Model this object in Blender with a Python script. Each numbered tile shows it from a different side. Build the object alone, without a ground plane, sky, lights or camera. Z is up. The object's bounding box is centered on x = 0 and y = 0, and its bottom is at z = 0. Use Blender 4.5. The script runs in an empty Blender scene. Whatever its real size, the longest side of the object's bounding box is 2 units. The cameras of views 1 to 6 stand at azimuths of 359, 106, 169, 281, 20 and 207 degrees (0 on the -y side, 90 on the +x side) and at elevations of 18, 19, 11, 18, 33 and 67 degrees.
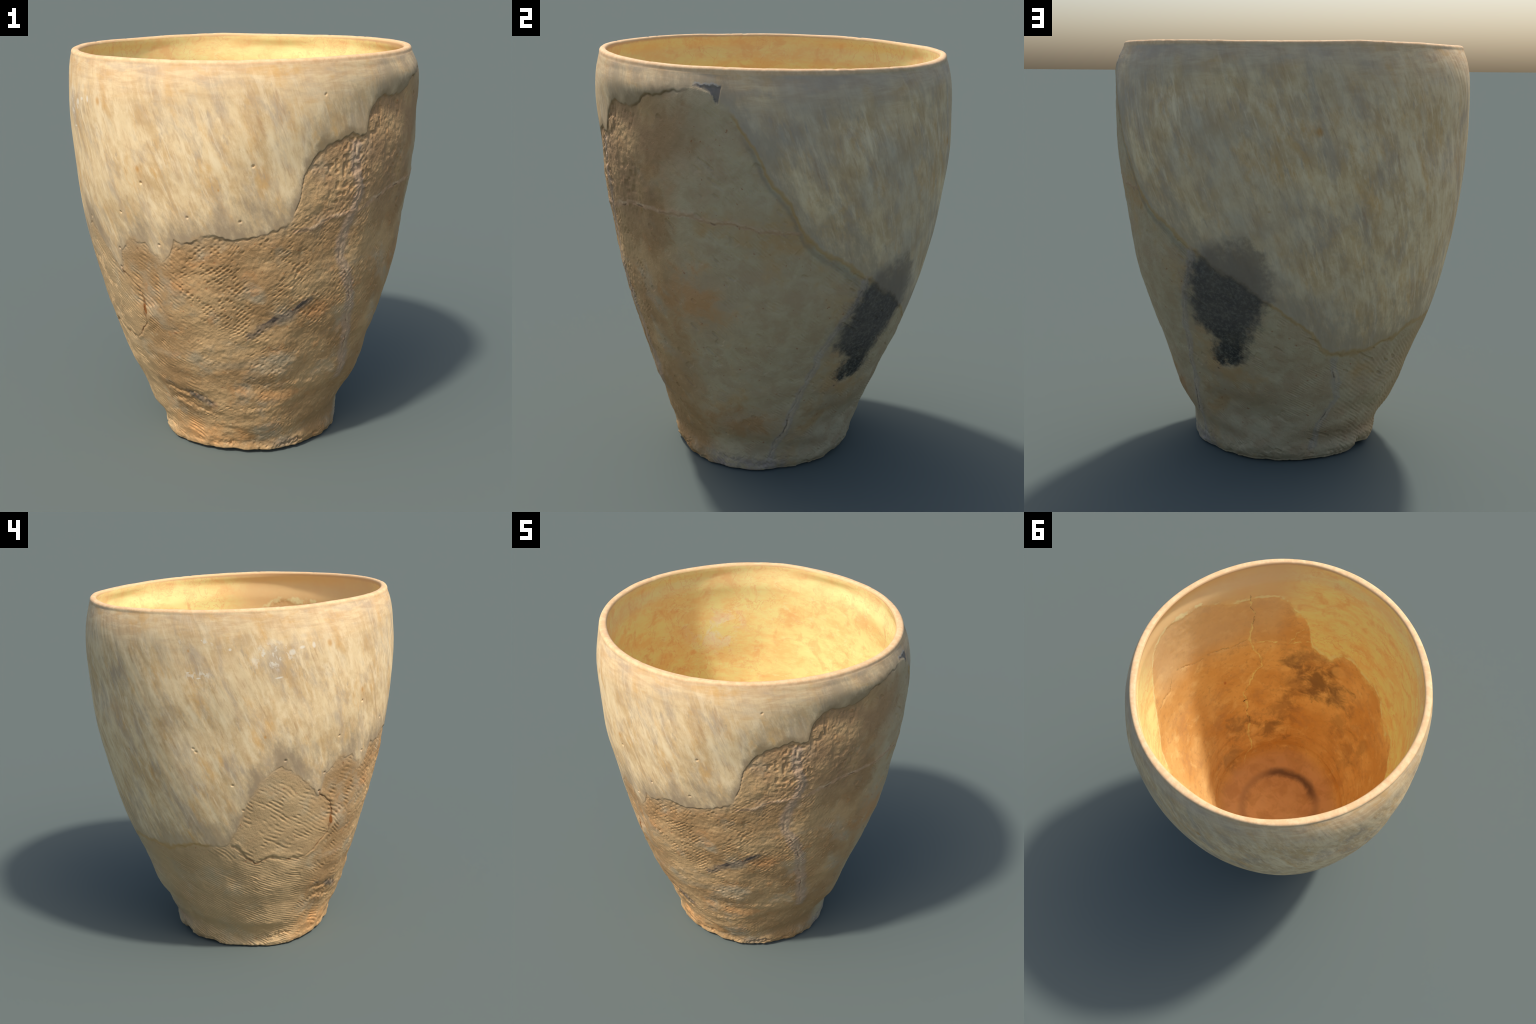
"""A tall, slightly crooked hand-built clay vessel: burnished cream slip above,
cord-beaten coarse clay below, cracks, mended joins, a soot mark, ochre inside."""
import bpy, math
import numpy as np

TAU = 2 * math.pi

# ------------------------------------------------------------------ body shape
# Radius as a function of height (cubic spline) with a few low harmonics round the
# axis: mean, cos, sin, cos2, sin2 ... -- the pot is a bit oval and leans.
BODY_HEIGHTS = np.array([0.0, 0.05, 0.11, 0.18, 0.26, 0.35, 0.5, 0.7, 0.95, 1.2, 1.4, 1.55, 1.7, 1.8, 1.9, 1.98])
BODY_HARMONICS = np.array([
    [0.4455, 0.0155, -0.0231, 0.0096, 0.0005, 0.0038, -0.0031, 0.0024, -0.0039, -0.0006, -0.0016],
    [0.4638, 0.0176, -0.0054, 0.005, -0.0026, 0.0003, -0.0003, -0.0079, 0.0017, 0.006, -0.0008],
    [0.4713, 0.0145, -0.0051, 0.0055, 0.0038, -0.0055, 0.0017, -0.0026, 0.0022, 0.0075, -0.003],
    [0.501, 0.0081, -0.0079, 0.0045, 0.0021, -0.0064, 0.0056, -0.0023, 0.0042, 0.0015, -0.0045],
    [0.5339, 0.0067, -0.0085, 0.0099, 0.0024, -0.0022, 0.0098, 0.0019, -0.0029, 0.0014, -0.0033],
    [0.574, 0.0032, -0.0041, 0.012, 0.0038, -0.0045, 0.0063, -0.0046, -0.005, -0.0006, -0.0072],
    [0.6333, 0.0024, 0.0, 0.0117, 0.0087, -0.0047, 0.0043, -0.008, -0.0054, -0.0033, -0.0049],
    [0.7003, -0.0006, 0.0118, 0.0135, 0.0073, -0.0019, 0.0043, -0.0064, -0.0058, -0.0056, -0.0025],
    [0.7682, -0.0009, 0.0132, 0.0113, 0.0101, 0.0041, 0.0069, -0.0016, -0.0045, -0.0063, 0.0016],
    [0.8127, -0.0103, 0.0159, 0.0067, 0.0116, 0.0056, 0.0079, 0.001, -0.0042, -0.0041, -0.0005],
    [0.8415, -0.0101, 0.011, 0.0047, 0.0134, 0.0098, 0.0078, -0.0018, -0.004, -0.0029, 0.001],
    [0.8535, -0.0092, 0.0071, 0.004, 0.0159, 0.0107, 0.0076, 0.0011, -0.0057, -0.0048, 0.0043],
    [0.8555, -0.011, 0.0052, 0.0032, 0.0114, 0.0097, 0.0087, 0.001, -0.0014, -0.0002, 0.0009],
    [0.8513, -0.0121, 0.0024, 0.0042, 0.0064, 0.0097, 0.0056, 0.0016, -0.0007, 0.0026, 0.0005],
    [0.8414, -0.0091, -0.0015, 0.0048, 0.004, 0.0057, 0.0012, 0.0016, -0.0046, 0.0004, -0.0007],
    [0.8169, -0.0136, -0.005, 0.003, 0.0053, 0.0035, 0.0006, 0.0039, -0.0008, 0.001, 0.0]])
RIM_OUT = np.array([0.8154, -0.0163, -0.0037, 0.0025, 0.0058, 0.0025, 0.0002, 0.0029, -0.0015, 0.0004, -0.001, 0.0009, -0.0002, 0.0007, 0.0002, -0.0001, -0.0004])
RIM_IN = np.array([0.7789, -0.0146, -0.005, 0.0005, 0.0046, 0.0021, -0.0001, 0.0021, 0.0, -0.0005, -0.0011, 0.0008, -0.0025, 0.001, -0.0015, 0.0003, 0.0014])
RIM_Z = np.array([1.9869, 0.0052, -0.0031, 0.0002, -0.0009, 0.0005, 0.0003, 0.0007, 0.0012, -0.0005, 0.001, 0.0001, -0.0007])


def harmonics(th, n):
    return np.stack([np.ones_like(th)] + [g(k * th) for k in range(1, n + 1) for g in (np.cos, np.sin)], -1)


def spline_matrix(x):
    n = len(x); h = np.diff(x)
    A = np.eye(n); R = np.zeros((n, n))
    for i in range(1, n - 1):
        A[i, i - 1:i + 2] = h[i - 1], 2 * (h[i - 1] + h[i]), h[i]
        R[i, i - 1] += 6 / h[i - 1]; R[i, i] -= 6 / h[i - 1] + 6 / h[i]; R[i, i + 1] += 6 / h[i]
    return np.linalg.solve(A, R)


CURV = spline_matrix(BODY_HEIGHTS) @ BODY_HARMONICS


def body_radius(th, z):
    """th, z arrays of shape (rows, cols)"""
    x = BODY_HEIGHTS
    zc = np.clip(z, x[0], x[-1])
    i = np.clip(np.searchsorted(x, zc) - 1, 0, len(x) - 2)
    h = x[i + 1] - x[i]; a = (x[i + 1] - zc) / h; b = 1 - a
    out = np.zeros(z.shape)
    H = harmonics(th, 5)
    for j in range(H.shape[-1]):
        c = BODY_HARMONICS[:, j]; m = CURV[:, j]
        out += H[..., j] * (a * c[i] + b * c[i + 1] + ((a ** 3 - a) * m[i] + (b ** 3 - b) * m[i + 1]) * h * h / 6)
    return out


def smooth(x, lo, hi):
    t = np.clip((x - lo) / (hi - lo), 0, 1)
    return t * t * (3 - 2 * t)


# ------------------------------------------------------------------ value noise
_lat = np.random.default_rng(11).uniform(-1, 1, (64, 64, 64))


def noise3(x, y, z):
    xi, yi, zi = np.floor(x).astype(int), np.floor(y).astype(int), np.floor(z).astype(int)
    fx, fy, fz = x - xi, y - yi, z - zi
    fx, fy, fz = (f * f * f * (f * (f * 6 - 15) + 10) for f in (fx, fy, fz))
    r = 0
    for dx in (0, 1):
        wx = fx if dx else 1 - fx
        for dy in (0, 1):
            wy = fy if dy else 1 - fy
            for dz in (0, 1):
                wz = fz if dz else 1 - fz
                r = r + wx * wy * wz * _lat[(xi + dx) & 63, (yi + dy) & 63, (zi + dz) & 63]
    return r


def fbm(x, y, z, size, octaves=2, seed=0.0):
    r, amp, tot = 0, 1.0, 0
    for o in range(octaves):
        k = 2 ** o / size
        r = r + amp * noise3(x * k + seed + 7.3 * o, y * k + 3.1 * seed, z * k - seed)
        tot += amp; amp *= 0.5
    return r / tot * 1.6


# --------------------------------------------------------- features, in (degrees, height)
# Lower edge of the burnished slip, outside.
SLIP_EDGE = [(0, 1.90), (2, 1.87), (6, 1.81), (11.6, 1.68), (16, 1.556), (21.6, 1.454), (25, 1.335), (31.7, 1.247),
             (38, 1.187), (46, 1.10), (54, 1.02), (60, .98), (67, .914), (75, .825), (82, .76), (87, .70), (92, .622),
             (96, .60), (108, .60), (114, .615), (117, .645), (125, .65), (129, .69), (139, .71), (150, .705), (157, .706),
             (168, .742), (175, .748), (183, .756), (186.5, .82), (189.6, .914), (192.4, 1.008), (197, 1.114), (205, 1.193),
             (212, 1.123), (219.5, 1.008), (221.5, .985), (223.5, 1.113), (228.5, 1.17), (236, 1.18), (239, 1.13), (242, 1.10),
             (244.5, 1.12), (247, 1.215), (251, 1.206), (254, 1.22), (260, 1.25), (264, 1.236), (268, 1.228), (271, 1.232),
             (274, 1.25), (280, 1.272), (284.5, 1.31), (286.3, 1.384), (288, 1.508), (290, 1.557), (292, 1.61), (295, 1.632),
             (300, 1.638), (305, 1.664), (308, 1.64), (309.5, 1.646), (311, 1.67), (312.7, 1.753), (315, 1.783), (319, 1.81),
             (329, 1.817), (333, 1.836), (337, 1.864), (345, 1.889), (349, 1.906), (353, 1.93), (357, 1.925), (360, 1.90)]
# Lower edge of the yellow wash, inside.
WASH_EDGE = [(0, 1.75), (2.5, 1.72), (6, 1.62), (9, 1.48), (16, 1.26), (22, 1.12), (27, 1.0), (30, .93), (40, .86), (60, .80),
             (80, .66), (100, .58), (130, .64), (160, .70), (185, .76), (193, .93), (205, 1.02), (209, 1.06), (212, 1.08),
             (218, 1.02), (224, 1.035), (232, 1.14), (239, 1.16), (244, 1.14), (251, 1.18), (257, 1.21), (262, 1.21),
             (268, 1.13), (274, 1.15), (279, 1.20), (281, 1.39), (283, 1.47), (288, 1.53), (291, 1.64), (298, 1.68),
             (311, 1.70), (320, 1.69), (325, 1.73), (333, 1.80), (342, 1.80), (352, 1.81), (360, 1.75)]

# joins and cracks: "up" = angle given by height, "round" = height given by angle
SEAM_RIGHT = [(319, .36), (319, .47), (317, .58), (315, .71), (313, .82), (311, .93), (307.4, 1.027), (304, 1.09), (304.5, 1.18),
              (306, 1.27), (309, 1.35), (309.5, 1.40), (308, 1.46), (307, 1.55), (307, 1.65)]
SEAM_BACK = [(16, .03), (18, .10), (22, .22), (25, .28), (28, .40), (30, .50), (32, .58), (33.5, .64), (35, .71), (37, .79), (40.5, .89),
             (43, .96), (46, 1.05), (46, 1.12)]
SEAM_FAR = [(92.5, .05), (94.6, .162), (97, .244), (99.7, .305), (102.5, .36), (100, .435), (97.8, .52), (97.2, .60)]
SEAM_LEVEL = [(284, 1.262), (291, 1.262), (298, 1.29), (304, 1.305), (311, 1.313), (314, 1.335), (319, 1.347), (327, 1.375), (333, 1.385),
              (344, 1.387), (353, 1.389), (358, 1.376), (367, 1.366), (374.7, 1.348), (381, 1.341), (385, 1.345)]
CRACK_LEVEL = [(184, .742), (187.9, .719), (190.4, .675), (194.5, .629), (198.7, .639), (202.3, .648), (208.4, .63), (214.9, .613), (218, .62)]
CRACK_STEEP = [(215, .60), (218, .63), (221.2, .651), (224.1, .692), (227, .732), (228.6, .787), (229.5, .834), (229.4, .883), (227.7, .932), (225, .956),
               (221, 1.0), (221, 1.03)]
SMEAR = [(269, .725), (271.7, .742), (277, .79), (281, .835), (287.4, .856), (292, .889), (294.4, .914), (296, .925)]
IN_SEAM_STEEP = [(338, .13), (334, .154), (323, .25), (320, .44), (319.5, .51), (318, .59), (319, .686), (319.5, .75), (314, .84), (313, .90), (310.5, .956),
                 (305.4, .994), (306.1, 1.078), (309.3, 1.161), (310.4, 1.233), (311.2, 1.30), (310.5, 1.365), (309.2, 1.425), (307.8, 1.51),
                 (308.6, 1.59), (310, 1.70), (310, 1.76)]
IN_SEAM_LEVEL = [(279, 1.238), (287, 1.232), (292, 1.232), (296, 1.25), (299, 1.243), (306, 1.243), (311, 1.25)]
IN_SEAM_HOOK = [(282.5, 1.378), (284.8, 1.339), (287, 1.309), (288, 1.265), (292, 1.23)]
IN_CRACK = [(312, 1.29), (323.5, 1.279), (330.5, 1.292), (335, 1.285), (339, 1.273), (345, 1.312), (351, 1.361), (356, 1.352),
            (358.5, 1.319), (361, 1.28), (366, 1.29), (373, 1.27)]
IN_SEAM_LEFT = [(243, 1.12), (241.8, 1.067), (239.3, .97), (237.6, .90), (234.5, .865), (233.5, .80), (230.2, .73), (223, .62)]
IN_SEAM_LOW = [(200, .262), (206, .272), (216, .288), (223, .295), (231, .314)]

PITS = [(237.7, 1.468, 1), (227.5, 1.31, .8), (252.3, 1.331, .8), (268.1, 1.317, 1), (272, 1.563, 1), (294, 1.849, .7), (222.6, 1.118, .9),
        (241.5, 1.183, .9), (221, 1.017, 1.2), (206.2, 1.224, 1), (146.4, 1.257, .7), (174, 1.306, .9), (175, 1.289, .8), (187, 1.108, .9),
        (190.4, .962, .8), (72, 1.285, .8)]

CHIP_FLOOR = [(0, 1.930), (1, 1.924), (3, 1.916), (5, 1.906), (6.2, 1.892), (7.0, 1.862), (7.8, 1.862), (8.4, 1.935), (9, 1.95)]

WARP = [(9, 31, .0060, .4), (17, -23, .0045, 2.1), (29, 47, .0035, 4.0), (53, -71, .0030, 1.2), (97, 90, .0022, 5.1), (151, -131, .0016, 3.3)]


def warp(th, z, o=0.0):
    """small ragged wander shared by relief and colour"""
    return sum(a * np.sin(f * th + g * z + p + o * (1 + f % 7)) for f, g, a, p in WARP)


def seam_distance(th, z, pts, kind, o=0.0, wob=1.0):
    deg = np.degrees(th) % 360
    A = np.array([p[0] for p in pts]); Z = np.array([p[1] for p in pts])
    if kind == "up":
        d = (deg - np.interp(z, Z, A) + 180) % 360 - 180
        d = np.radians(d) * (.44 + .32 * z) + wob * warp(th, z, o)
        run = smooth(z, Z[0], Z[0] + .03) * (1 - smooth(z, Z[-1] - .03, Z[-1]))
    else:
        a = (deg - A[0] + 30) % 360 + A[0] - 30
        d = z - np.interp(a, A, Z) + wob * warp(th, z, o)
        run = smooth(a, A[0], A[0] + 2) * (1 - smooth(a, A[-1] - 2, A[-1]))
    return d, run


def slip_height(th, z):
    deg = np.degrees(th) % 360
    A, Z = zip(*SLIP_EDGE)
    return z - np.interp(deg, A, Z) + warp(th, z)


def deg_bump(th, centre, half):
    d = (np.degrees(th) - centre + 180) % 360 - 180
    return np.clip(1 - (d / half) ** 2, 0, 1) ** 2


def deg_window(th, lo, hi, soft=8):
    d = (np.degrees(th) - lo) % 360
    w = (hi - lo) % 360
    return smooth(d, 0, soft) * (1 - smooth(d, w - soft, w))


# broad dents and swellings of the hand-built wall: angle, height, half width (deg), half height, depth
BROAD = [(47, .53, 41, .54, -.048), (58, .34, 26, .26, -.012), (246, 1.55, 24, .28, -.020), (236, 1.30, 26, .55, -.012), (233, .96, 16, .18, -.014),
         (283, 1.00, 15, .60, .014), (286, .55, 14, .35, .012), (316, .80, 18, .45, -.008), (318, 1.80, 34, .27, -.012), (300, 1.62, 18, .22, -.006),
         (180, 1.35, 16, .40, -.012), (328, 1.20, 16, .50, -.014), (246, .08, 30, .08, .018), (255, .12, 40, .10, .010),
         (270, .15, 100, .09, .006), (330, .08, 50, .10, .012), (205, .24, 50, .14, .011), (100, .32, 26, .22, .009),
         (127, .36, 18, .2, .008), (20, 1.62, 20, .2, -.006), (345, .35, 20, .22, .008), (26, .28, 26, .16, .016), (48, .72, 20, .20, -.006), (92, .16, 40, .10, .006)]


def broad_form(th, z):
    d = np.zeros_like(z)
    for a, zz, wa, wz, k in BROAD:
        d += k * deg_bump(th, a, wa) * np.clip(1 - ((z - zz) / wz) ** 2, 0, 1) ** 2
    return d


# ------------------------------------------------------------------ relief of the outer wall
def outer_relief(th, z):
    R = body_radius(th, z)
    x, y = R * np.cos(th), R * np.sin(th)
    s_edge = slip_height(th, z)
    coarse = 1 - smooth(s_edge, -.006, .005)
    low = 1 - smooth(z, .45, .8)
    d = np.zeros_like(z)

    # gentle unevenness everywhere, stronger lumps low down
    d += .0016 * fbm(x, y, z, .30, 2, 3.3)
    d += coarse * (.0030 + .002 * low) * fbm(x, y, z, .11, 2, 9.1)
    front = deg_window(th, 215, 330, 20)
    d += front * (1 - smooth(z, .70, .95)) * .0062 * fbm(x * .4, y * .4, z + .10 * (th - 4.7), .095, 1, 21.7)
    d += front * coarse * .0010 * fbm(x, y, z * 1.2, .065, 2, 23.7)

    d += broad_form(th, z)

    # paddle patches decide where the cord shows
    patch = smooth(fbm(x, y, z, .13, 2, 5.5), -.35, .35)
    blot = smooth(fbm(x, y, z, .050, 2, 15.5), -.25, .40)
    pock = smooth(fbm(x, y, z, .016, 1, 17.5), -.75, .55)
    w1, w2 = fbm(x, y, z, .10, 1, 31.0), fbm(x, y, z, .09, 1, 37.0)
    fine = fbm(x, y, z, .022, 2, 41.0)

    def lattice(centre, stroke_deg, gap, row_deg, row_gap, row_amt, wob):
        dth = (th - math.radians(centre) + math.pi) % TAU - math.pi
        s = dth * R
        a, b = math.radians(stroke_deg), math.radians(row_deg)
        u = (-s * math.sin(a) + z * math.cos(a)) / gap * TAU + wob * w1
        v = (-s * math.sin(b) + z * math.cos(b)) / row_gap * TAU + wob * w2
        stroke = .5 + .5 * np.cos(u)
        row = (1 - row_amt) + row_amt * (.5 + .5 * np.cos(v))
        return stroke ** 1.3 * row

    net = lattice(285, 42, .0190, -28, .0260, .95, 3.4)
    cord = lattice(195, -36, .0215, 40, .060, .55, 3.2)
    thin = lattice(160, -32, .0150, 50, .07, .4, 2.4)
    back = lattice(20, -42, .0135, 40, .05, .6, 3.4)
    w_gran = deg_window(th, 287, 336, 6) * smooth(z, 1.25, 1.40)
    w_net = deg_window(th, 238, 334, 14)
    w_cord = deg_window(th, 168, 256, 16)
    w_thin = deg_window(th, 96, 235, 20) * (1 - smooth(z, .55, .72))
    w_back = deg_window(th, 322, 140, 14)
    cut = .0086 * w_net * net * pock * (.06 + .94 * patch * (.25 + .75 * blot)) * (1 - .45 * low)
    cut *= 1 - .6 * w_gran
    cut += .0060 * w_gran * smooth(fbm(x, y, z, .017, 1, 19.5), -.1, 1.0) * (.25 + .75 * patch)
    cut += .0064 * w_cord * (1 - w_thin * .8) * cord * (.10 + .90 * blot) * (.5 + .5 * pock) * (.5 + .5 * patch)
    cut += .0036 * w_thin * thin * (.3 + .7 * blot)
    cut += .0024 * w_back * back * blot * patch
    pale_tongue = smooth(s_edge, -.035, -.004)                 # rubbed smooth just under the slip
    d -= coarse * cut * (1 - .75 * pale_tongue * (1 - deg_window(th, 284, 318, 4)))
    d += coarse * (.0011 * w_net + .0005) * fine
    # sparse short nicks on the quiet back
    sb = ((th - math.radians(60) + math.pi) % TAU - math.pi) * R
    na, nb = sb * .82 - z * .57, sb * .57 + z * .82
    nick = smooth(fbm(na * .42, nb, 0 * z, .020, 1, 61.0), .98, 1.25) * smooth(fbm(x, y, z, .12, 1, 63.0), -.3, .5)
    d -= coarse * (w_back * .0042 + w_thin * .002) * nick
    d -= coarse * w_back * .0010 * smooth(fbm(na * .5, nb, 0 * z, .013, 1, 66.0), .1, 1.1)

    # the slip is a skin lying proud of the coarse clay, thickest at the front right
    step = .0008 + .0020 * deg_window(th, 284, 350, 6) + .0022 * deg_window(th, 246, 288, 6) + .0012 * deg_window(th, 180, 246, 6)
    d += step * (.5 - coarse)
    d -= coarse * deg_window(th, 284, 350, 6) * .003 * np.exp(-(s_edge / .03) ** 2)
    lip_crack = deg_window(th, 258, 314, 3) + .8 * deg_window(th, 330, 352, 4) + .25 * deg_window(th, 180, 246, 3)
    d -= .0045 * lip_crack * np.exp(-((s_edge + .004) / .0045) ** 2) * smooth(fbm(x, y, z, .07, 1, 77.0), -.1, .4)

    # slate-coloured filled chip under the rim
    ca = (np.degrees(th) - 353.5) % 360
    chip = (ca < 9) * smooth(z - np.interp(ca, *zip(*CHIP_FLOOR)), -.004, .008) * (1 - smooth(z, 1.922, 1.932))
    d -= .004 * chip

    # faint scraping facets on the slip
    tw = th + .55 * z
    hx, hy = np.cos(tw), np.sin(tw)
    d += (1 - coarse) * .0006 * fbm(hx * .9, hy * .9, z * .12, .035, 2, 81.0)

    # mended joins: low swollen fillets with a cut along the middle
    for pts, kind, width, swell, cutd in ((SEAM_RIGHT, "up", .022, .0035, .003), (SEAM_BACK, "up", .020, .0034, .0036), (SEAM_FAR, "up", .016, .0012, .0015),
                                          (SEAM_LEVEL, "round", .016, .0032, .0032)):
        q, run = seam_distance(th, z, pts, kind, 1.7, .6)
        run = run * smooth(fbm(x, y, z, .10, 1, 93.0), -1.3, -.1)
        d += run * swell * np.exp(-(q / width) ** 2)
        d -= run * cutd * np.exp(-((q + .006) / .0045) ** 2) * smooth(fbm(x, y, z, .06, 1, 91.0), -.3, .3)
    # ridge along the diagonal edge of the slip at the back
    d += deg_window(th, 2, 75, 5) * .003 * np.exp(-(s_edge / .012) ** 2)

    # open cracks
    for pts, kind, depth, width in ((CRACK_LEVEL, "round", .008, .0070), (CRACK_STEEP, "up", .004, .0040)):
        q, run = seam_distance(th, z, pts, kind, .6, .8)
        wide = width * (1 + .5 * fbm(x, y, z, .07, 1, 99.0))
        d -= run * depth * np.exp(-(q / wide) ** 2) * (.35 + .65 * smooth(fbm(x, y, z, .08, 1, 101.0), -.4, .3))
        d += run * .003 * np.exp(-((q - .022) / .02) ** 2)

    # folds low at the front
    for a0, z0, a1, z1, amp in ((224, .385, 255, .33, .011), (226, .29, 262, .235, .008), (262, .42, 308, .46, .006), (265, .30, 312, .27, .005),
                                (196, .205, 232, .19, .006)):
        mid = (a0 + a1) / 2
        dd = (np.degrees(th) - a0) % 360 / (a1 - a0)
        zz = z0 + (z1 - z0) * dd + .012 * np.sin(dd * 7 + a0) + 1.5 * warp(th, z, a0)
        win = deg_window(th, a0, a1, 6)
        q = z - zz
        d += win * .62 * amp * (.4 + .6 * smooth(fbm(x, y, z, .12, 1, 71.0), -.4, .5)) * (np.exp(-((q + .022) / .022) ** 2) - np.exp(-((q - .004) / .010) ** 2) * .8)

    # foot: rolled bottom edge with a broken crease above it
    bead = .055 + .02 * np.sin(2 * th + 1) + 1.5 * warp(th, z, 3.0)
    roll = deg_window(th, 190, 330, 25) + .35
    d += roll * .006 * np.exp(-((z - .022) / .024) ** 2)
    d -= roll * .007 * np.exp(-((z - bead) / .009) ** 2) * smooth(fbm(x, y, z, .08, 1, 120.0), -.4, .3)
    d += (1 - smooth(z, .05, .16)) * (.0042 * fbm(x, y, z, .05, 3, 130.0) - .006 * smooth(fbm(x, y, z, .06, 1, 133.0), .35, .9) * (1 - smooth(z, .03, .08)))
    for c, h, dep, top in ((133, 8, .022, .09), (160, 6, .012, .05), (329, 4, .006, .04)):
        d -= dep * deg_bump(th, c, h) ** .5 * (1 - smooth(z, top * .4, top))

    # pits
    for a, zz, k in PITS:
        q = ((((th - math.radians(a) + math.pi) % TAU - math.pi) * R) ** 2 + ((z - zz) * 1.15) ** 2)
        d -= .010 * k * np.exp(-q / (.0055 * (.7 + .3 * k)) ** 2)
    return d * smooth(1.975 - z, 0, .03)


def foot_lift(th):
    """the underside does not sit flat: the front edge and two chips stand off the ground"""
    return (.004 + .010 * deg_window(th, 215, 325, 25) + .020 * deg_window(th, 124, 146, 3) + .010 * deg_window(th, 150, 166, 4)
            - .004 * deg_window(th, 20, 120, 20) + .003 * np.clip(fbm(np.cos(th) * .45, np.sin(th) * .45, 0 * th, .07, 2, 135.0), -.6, 1))


# ------------------------------------------------------------------ build one closed skin, ring by ring
NT = 1440
ang = np.arange(NT) * TAU / NT
rim_out, rim_in = harmonics(ang, 8) @ RIM_OUT, harmonics(ang, 8) @ RIM_IN
rim_z = harmonics(ang, 6) @ RIM_Z + .0005
TOP = rim_z - .014
lift = foot_lift(ang)

rings = []          # each (x, y, z) rows
marks = {}

# outer wall rows, denser where the clay is coarse
t = np.concatenate([np.linspace(0, .70, 440, endpoint=False), np.linspace(.70, 1, 150)])
ZB = lift + .012
Z = ZB[None] + (TOP - ZB)[None] * t[:, None]
T = np.broadcast_to(ang, Z.shape)
R0 = body_radius(T, Z)
blend = smooth(Z, 1.90, 1.97)
R = (R0 + outer_relief(T, Z)) * 1.0
R = R + (rim_out + .0025 - body_radius(ang[None], TOP[None])) * blend
outer = np.stack([R * np.cos(T), R * np.sin(T), Z], -1)

# rounded bottom edge and underside
under = []
rb = R[0]
for k in range(1, 9):
    a = k / 8 * math.pi / 2
    under.append((rb - .014 * (1 - math.cos(a)), lift + .012 * (1 - math.sin(a))))
r1, z1 = under[-1]
for k in range(1, 21):
    f = k / 21
    under.append((r1 * (1 - f), z1 * (1 - f) + .006 * math.sin(math.pi * f)))
under = np.array([[r * np.cos(ang), r * np.sin(ang), z] for r, z in under]).transpose(0, 2, 1)
under = under[::-1]

# lip
lip = []
ro, ri = R[-1], rim_in - .001
mid, half = (ro + ri) / 2, (ro - ri) / 2
nick_rim = .0012 * fbm(np.cos(ang) * .8, np.sin(ang) * .8, ang * 0, .16, 2, 140.0) - .003 * np.clip(fbm(np.cos(ang) * .8, np.sin(ang) * .8, ang * 0, .03, 1, 150.0) - 1.0, 0, 1)
for k in range(1, 14):
    a = k / 14 * math.pi
    c, s_ = math.cos(a), math.sin(a)
    lip.append((mid + half * math.copysign(abs(c) ** .75, c), TOP + (.0195 + nick_rim) * s_ ** .75))
lip = np.array([[r * np.cos(ang), r * np.sin(ang), z] for r, z in lip]).transpose(0, 2, 1)


# inner wall
def inner_radius(th, z):
    R = body_radius(th, z) + broad_form(th, z) * smooth(z, .15, .35)
    thick = .036 + .036 * smooth(1.985 - z, 0, .16) + .006 * smooth(1.85 - z, 0, .5) + .007 * smooth(1.0 - z, 0, .7)
    r = R - thick
    x, y = r * np.cos(th), r * np.sin(th)
    d = .0026 * fbm(x, y, z, .22, 2, 200.0)
    A, E = zip(*WASH_EDGE)
    e = z - np.interp(np.degrees(th) % 360, A, E) + warp(th, z, 2.0)
    d += (1 - smooth(e, -.004, .006)) * (.003 + .0012 * fbm(x, y, z, .05, 2, 210.0))       # the wash is a skin too
    d += .0014 * fbm(x * .25, y * .25, z, .03, 2, 220.0) * (1 - smooth(z, .5, 1.0))        # turning ridges low down
    for pts, kind, swell, cutd in ((IN_SEAM_STEEP, "up", .002, .003), (IN_SEAM_LEVEL, "round", .002, .001), (IN_CRACK, "round", -.001, .005),
                                   (IN_SEAM_LEFT, "up", .001, .004), (IN_SEAM_HOOK, "round", .002, 0)):
        q, run = seam_distance(th, z, pts, kind, 4.0)
        d -= run * swell * np.exp(-(q / .012) ** 2)
        d += run * cutd * np.exp(-(q / .004) ** 2) * smooth(fbm(x, y, z, .07, 1, 230.0), -.2, .3)
    # a gouge
    q = ((((th - math.radians(318.7) + math.pi) % TAU - math.pi) * .6 + .4 * (z - .68)) / .022) ** 2 + ((z - .68) / .005) ** 2
    d += .010 * np.exp(-q)
    return r + d * smooth(1.96 - z, 0, .06)


Z_CORNER, Z_FLOOR, R_FLOOR = .23, .095, .27
ti = np.linspace(0, 1, 181)[1:]
Zi = TOP[None] + (Z_CORNER - TOP)[None] * ti[:, None]
Ti = np.broadcast_to(ang, Zi.shape)
Ri = inner_radius(Ti, Zi)
settle = ri - inner_radius(ang[None], TOP[None])           # meet the lip, then ease back to the wall
Ri = Ri + settle * (1 - smooth(TOP[None] - Zi, .005, .055))
inner = np.stack([Ri * np.cos(Ti), Ri * np.sin(Ti), Zi], -1)

floor = []
rc = Ri[-1]
for k in range(1, 25):
    a = k / 24 * math.pi / 2
    r = R_FLOOR + (rc - R_FLOOR) * math.cos(a)
    floor.append((r, Z_FLOOR + (Z_CORNER - Z_FLOOR) * (1 - math.sin(a)) + 0 * ang))
for k in range(1, 37):
    r = R_FLOOR * (1 - k / 37) + 0 * ang
    x, y = r * np.cos(ang), r * np.sin(ang)
    ring = -.004 * np.exp(-((r - .235) / .03) ** 2)
    floor.append((r, Z_FLOOR + ring + .003 * fbm(x, y, 0 * x, .09, 2, 250.0) * smooth(R_FLOOR - r, 0, .04)))
floor = np.array([[r * np.cos(ang), r * np.sin(ang), z] for r, z in floor]).transpose(0, 2, 1)

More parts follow.
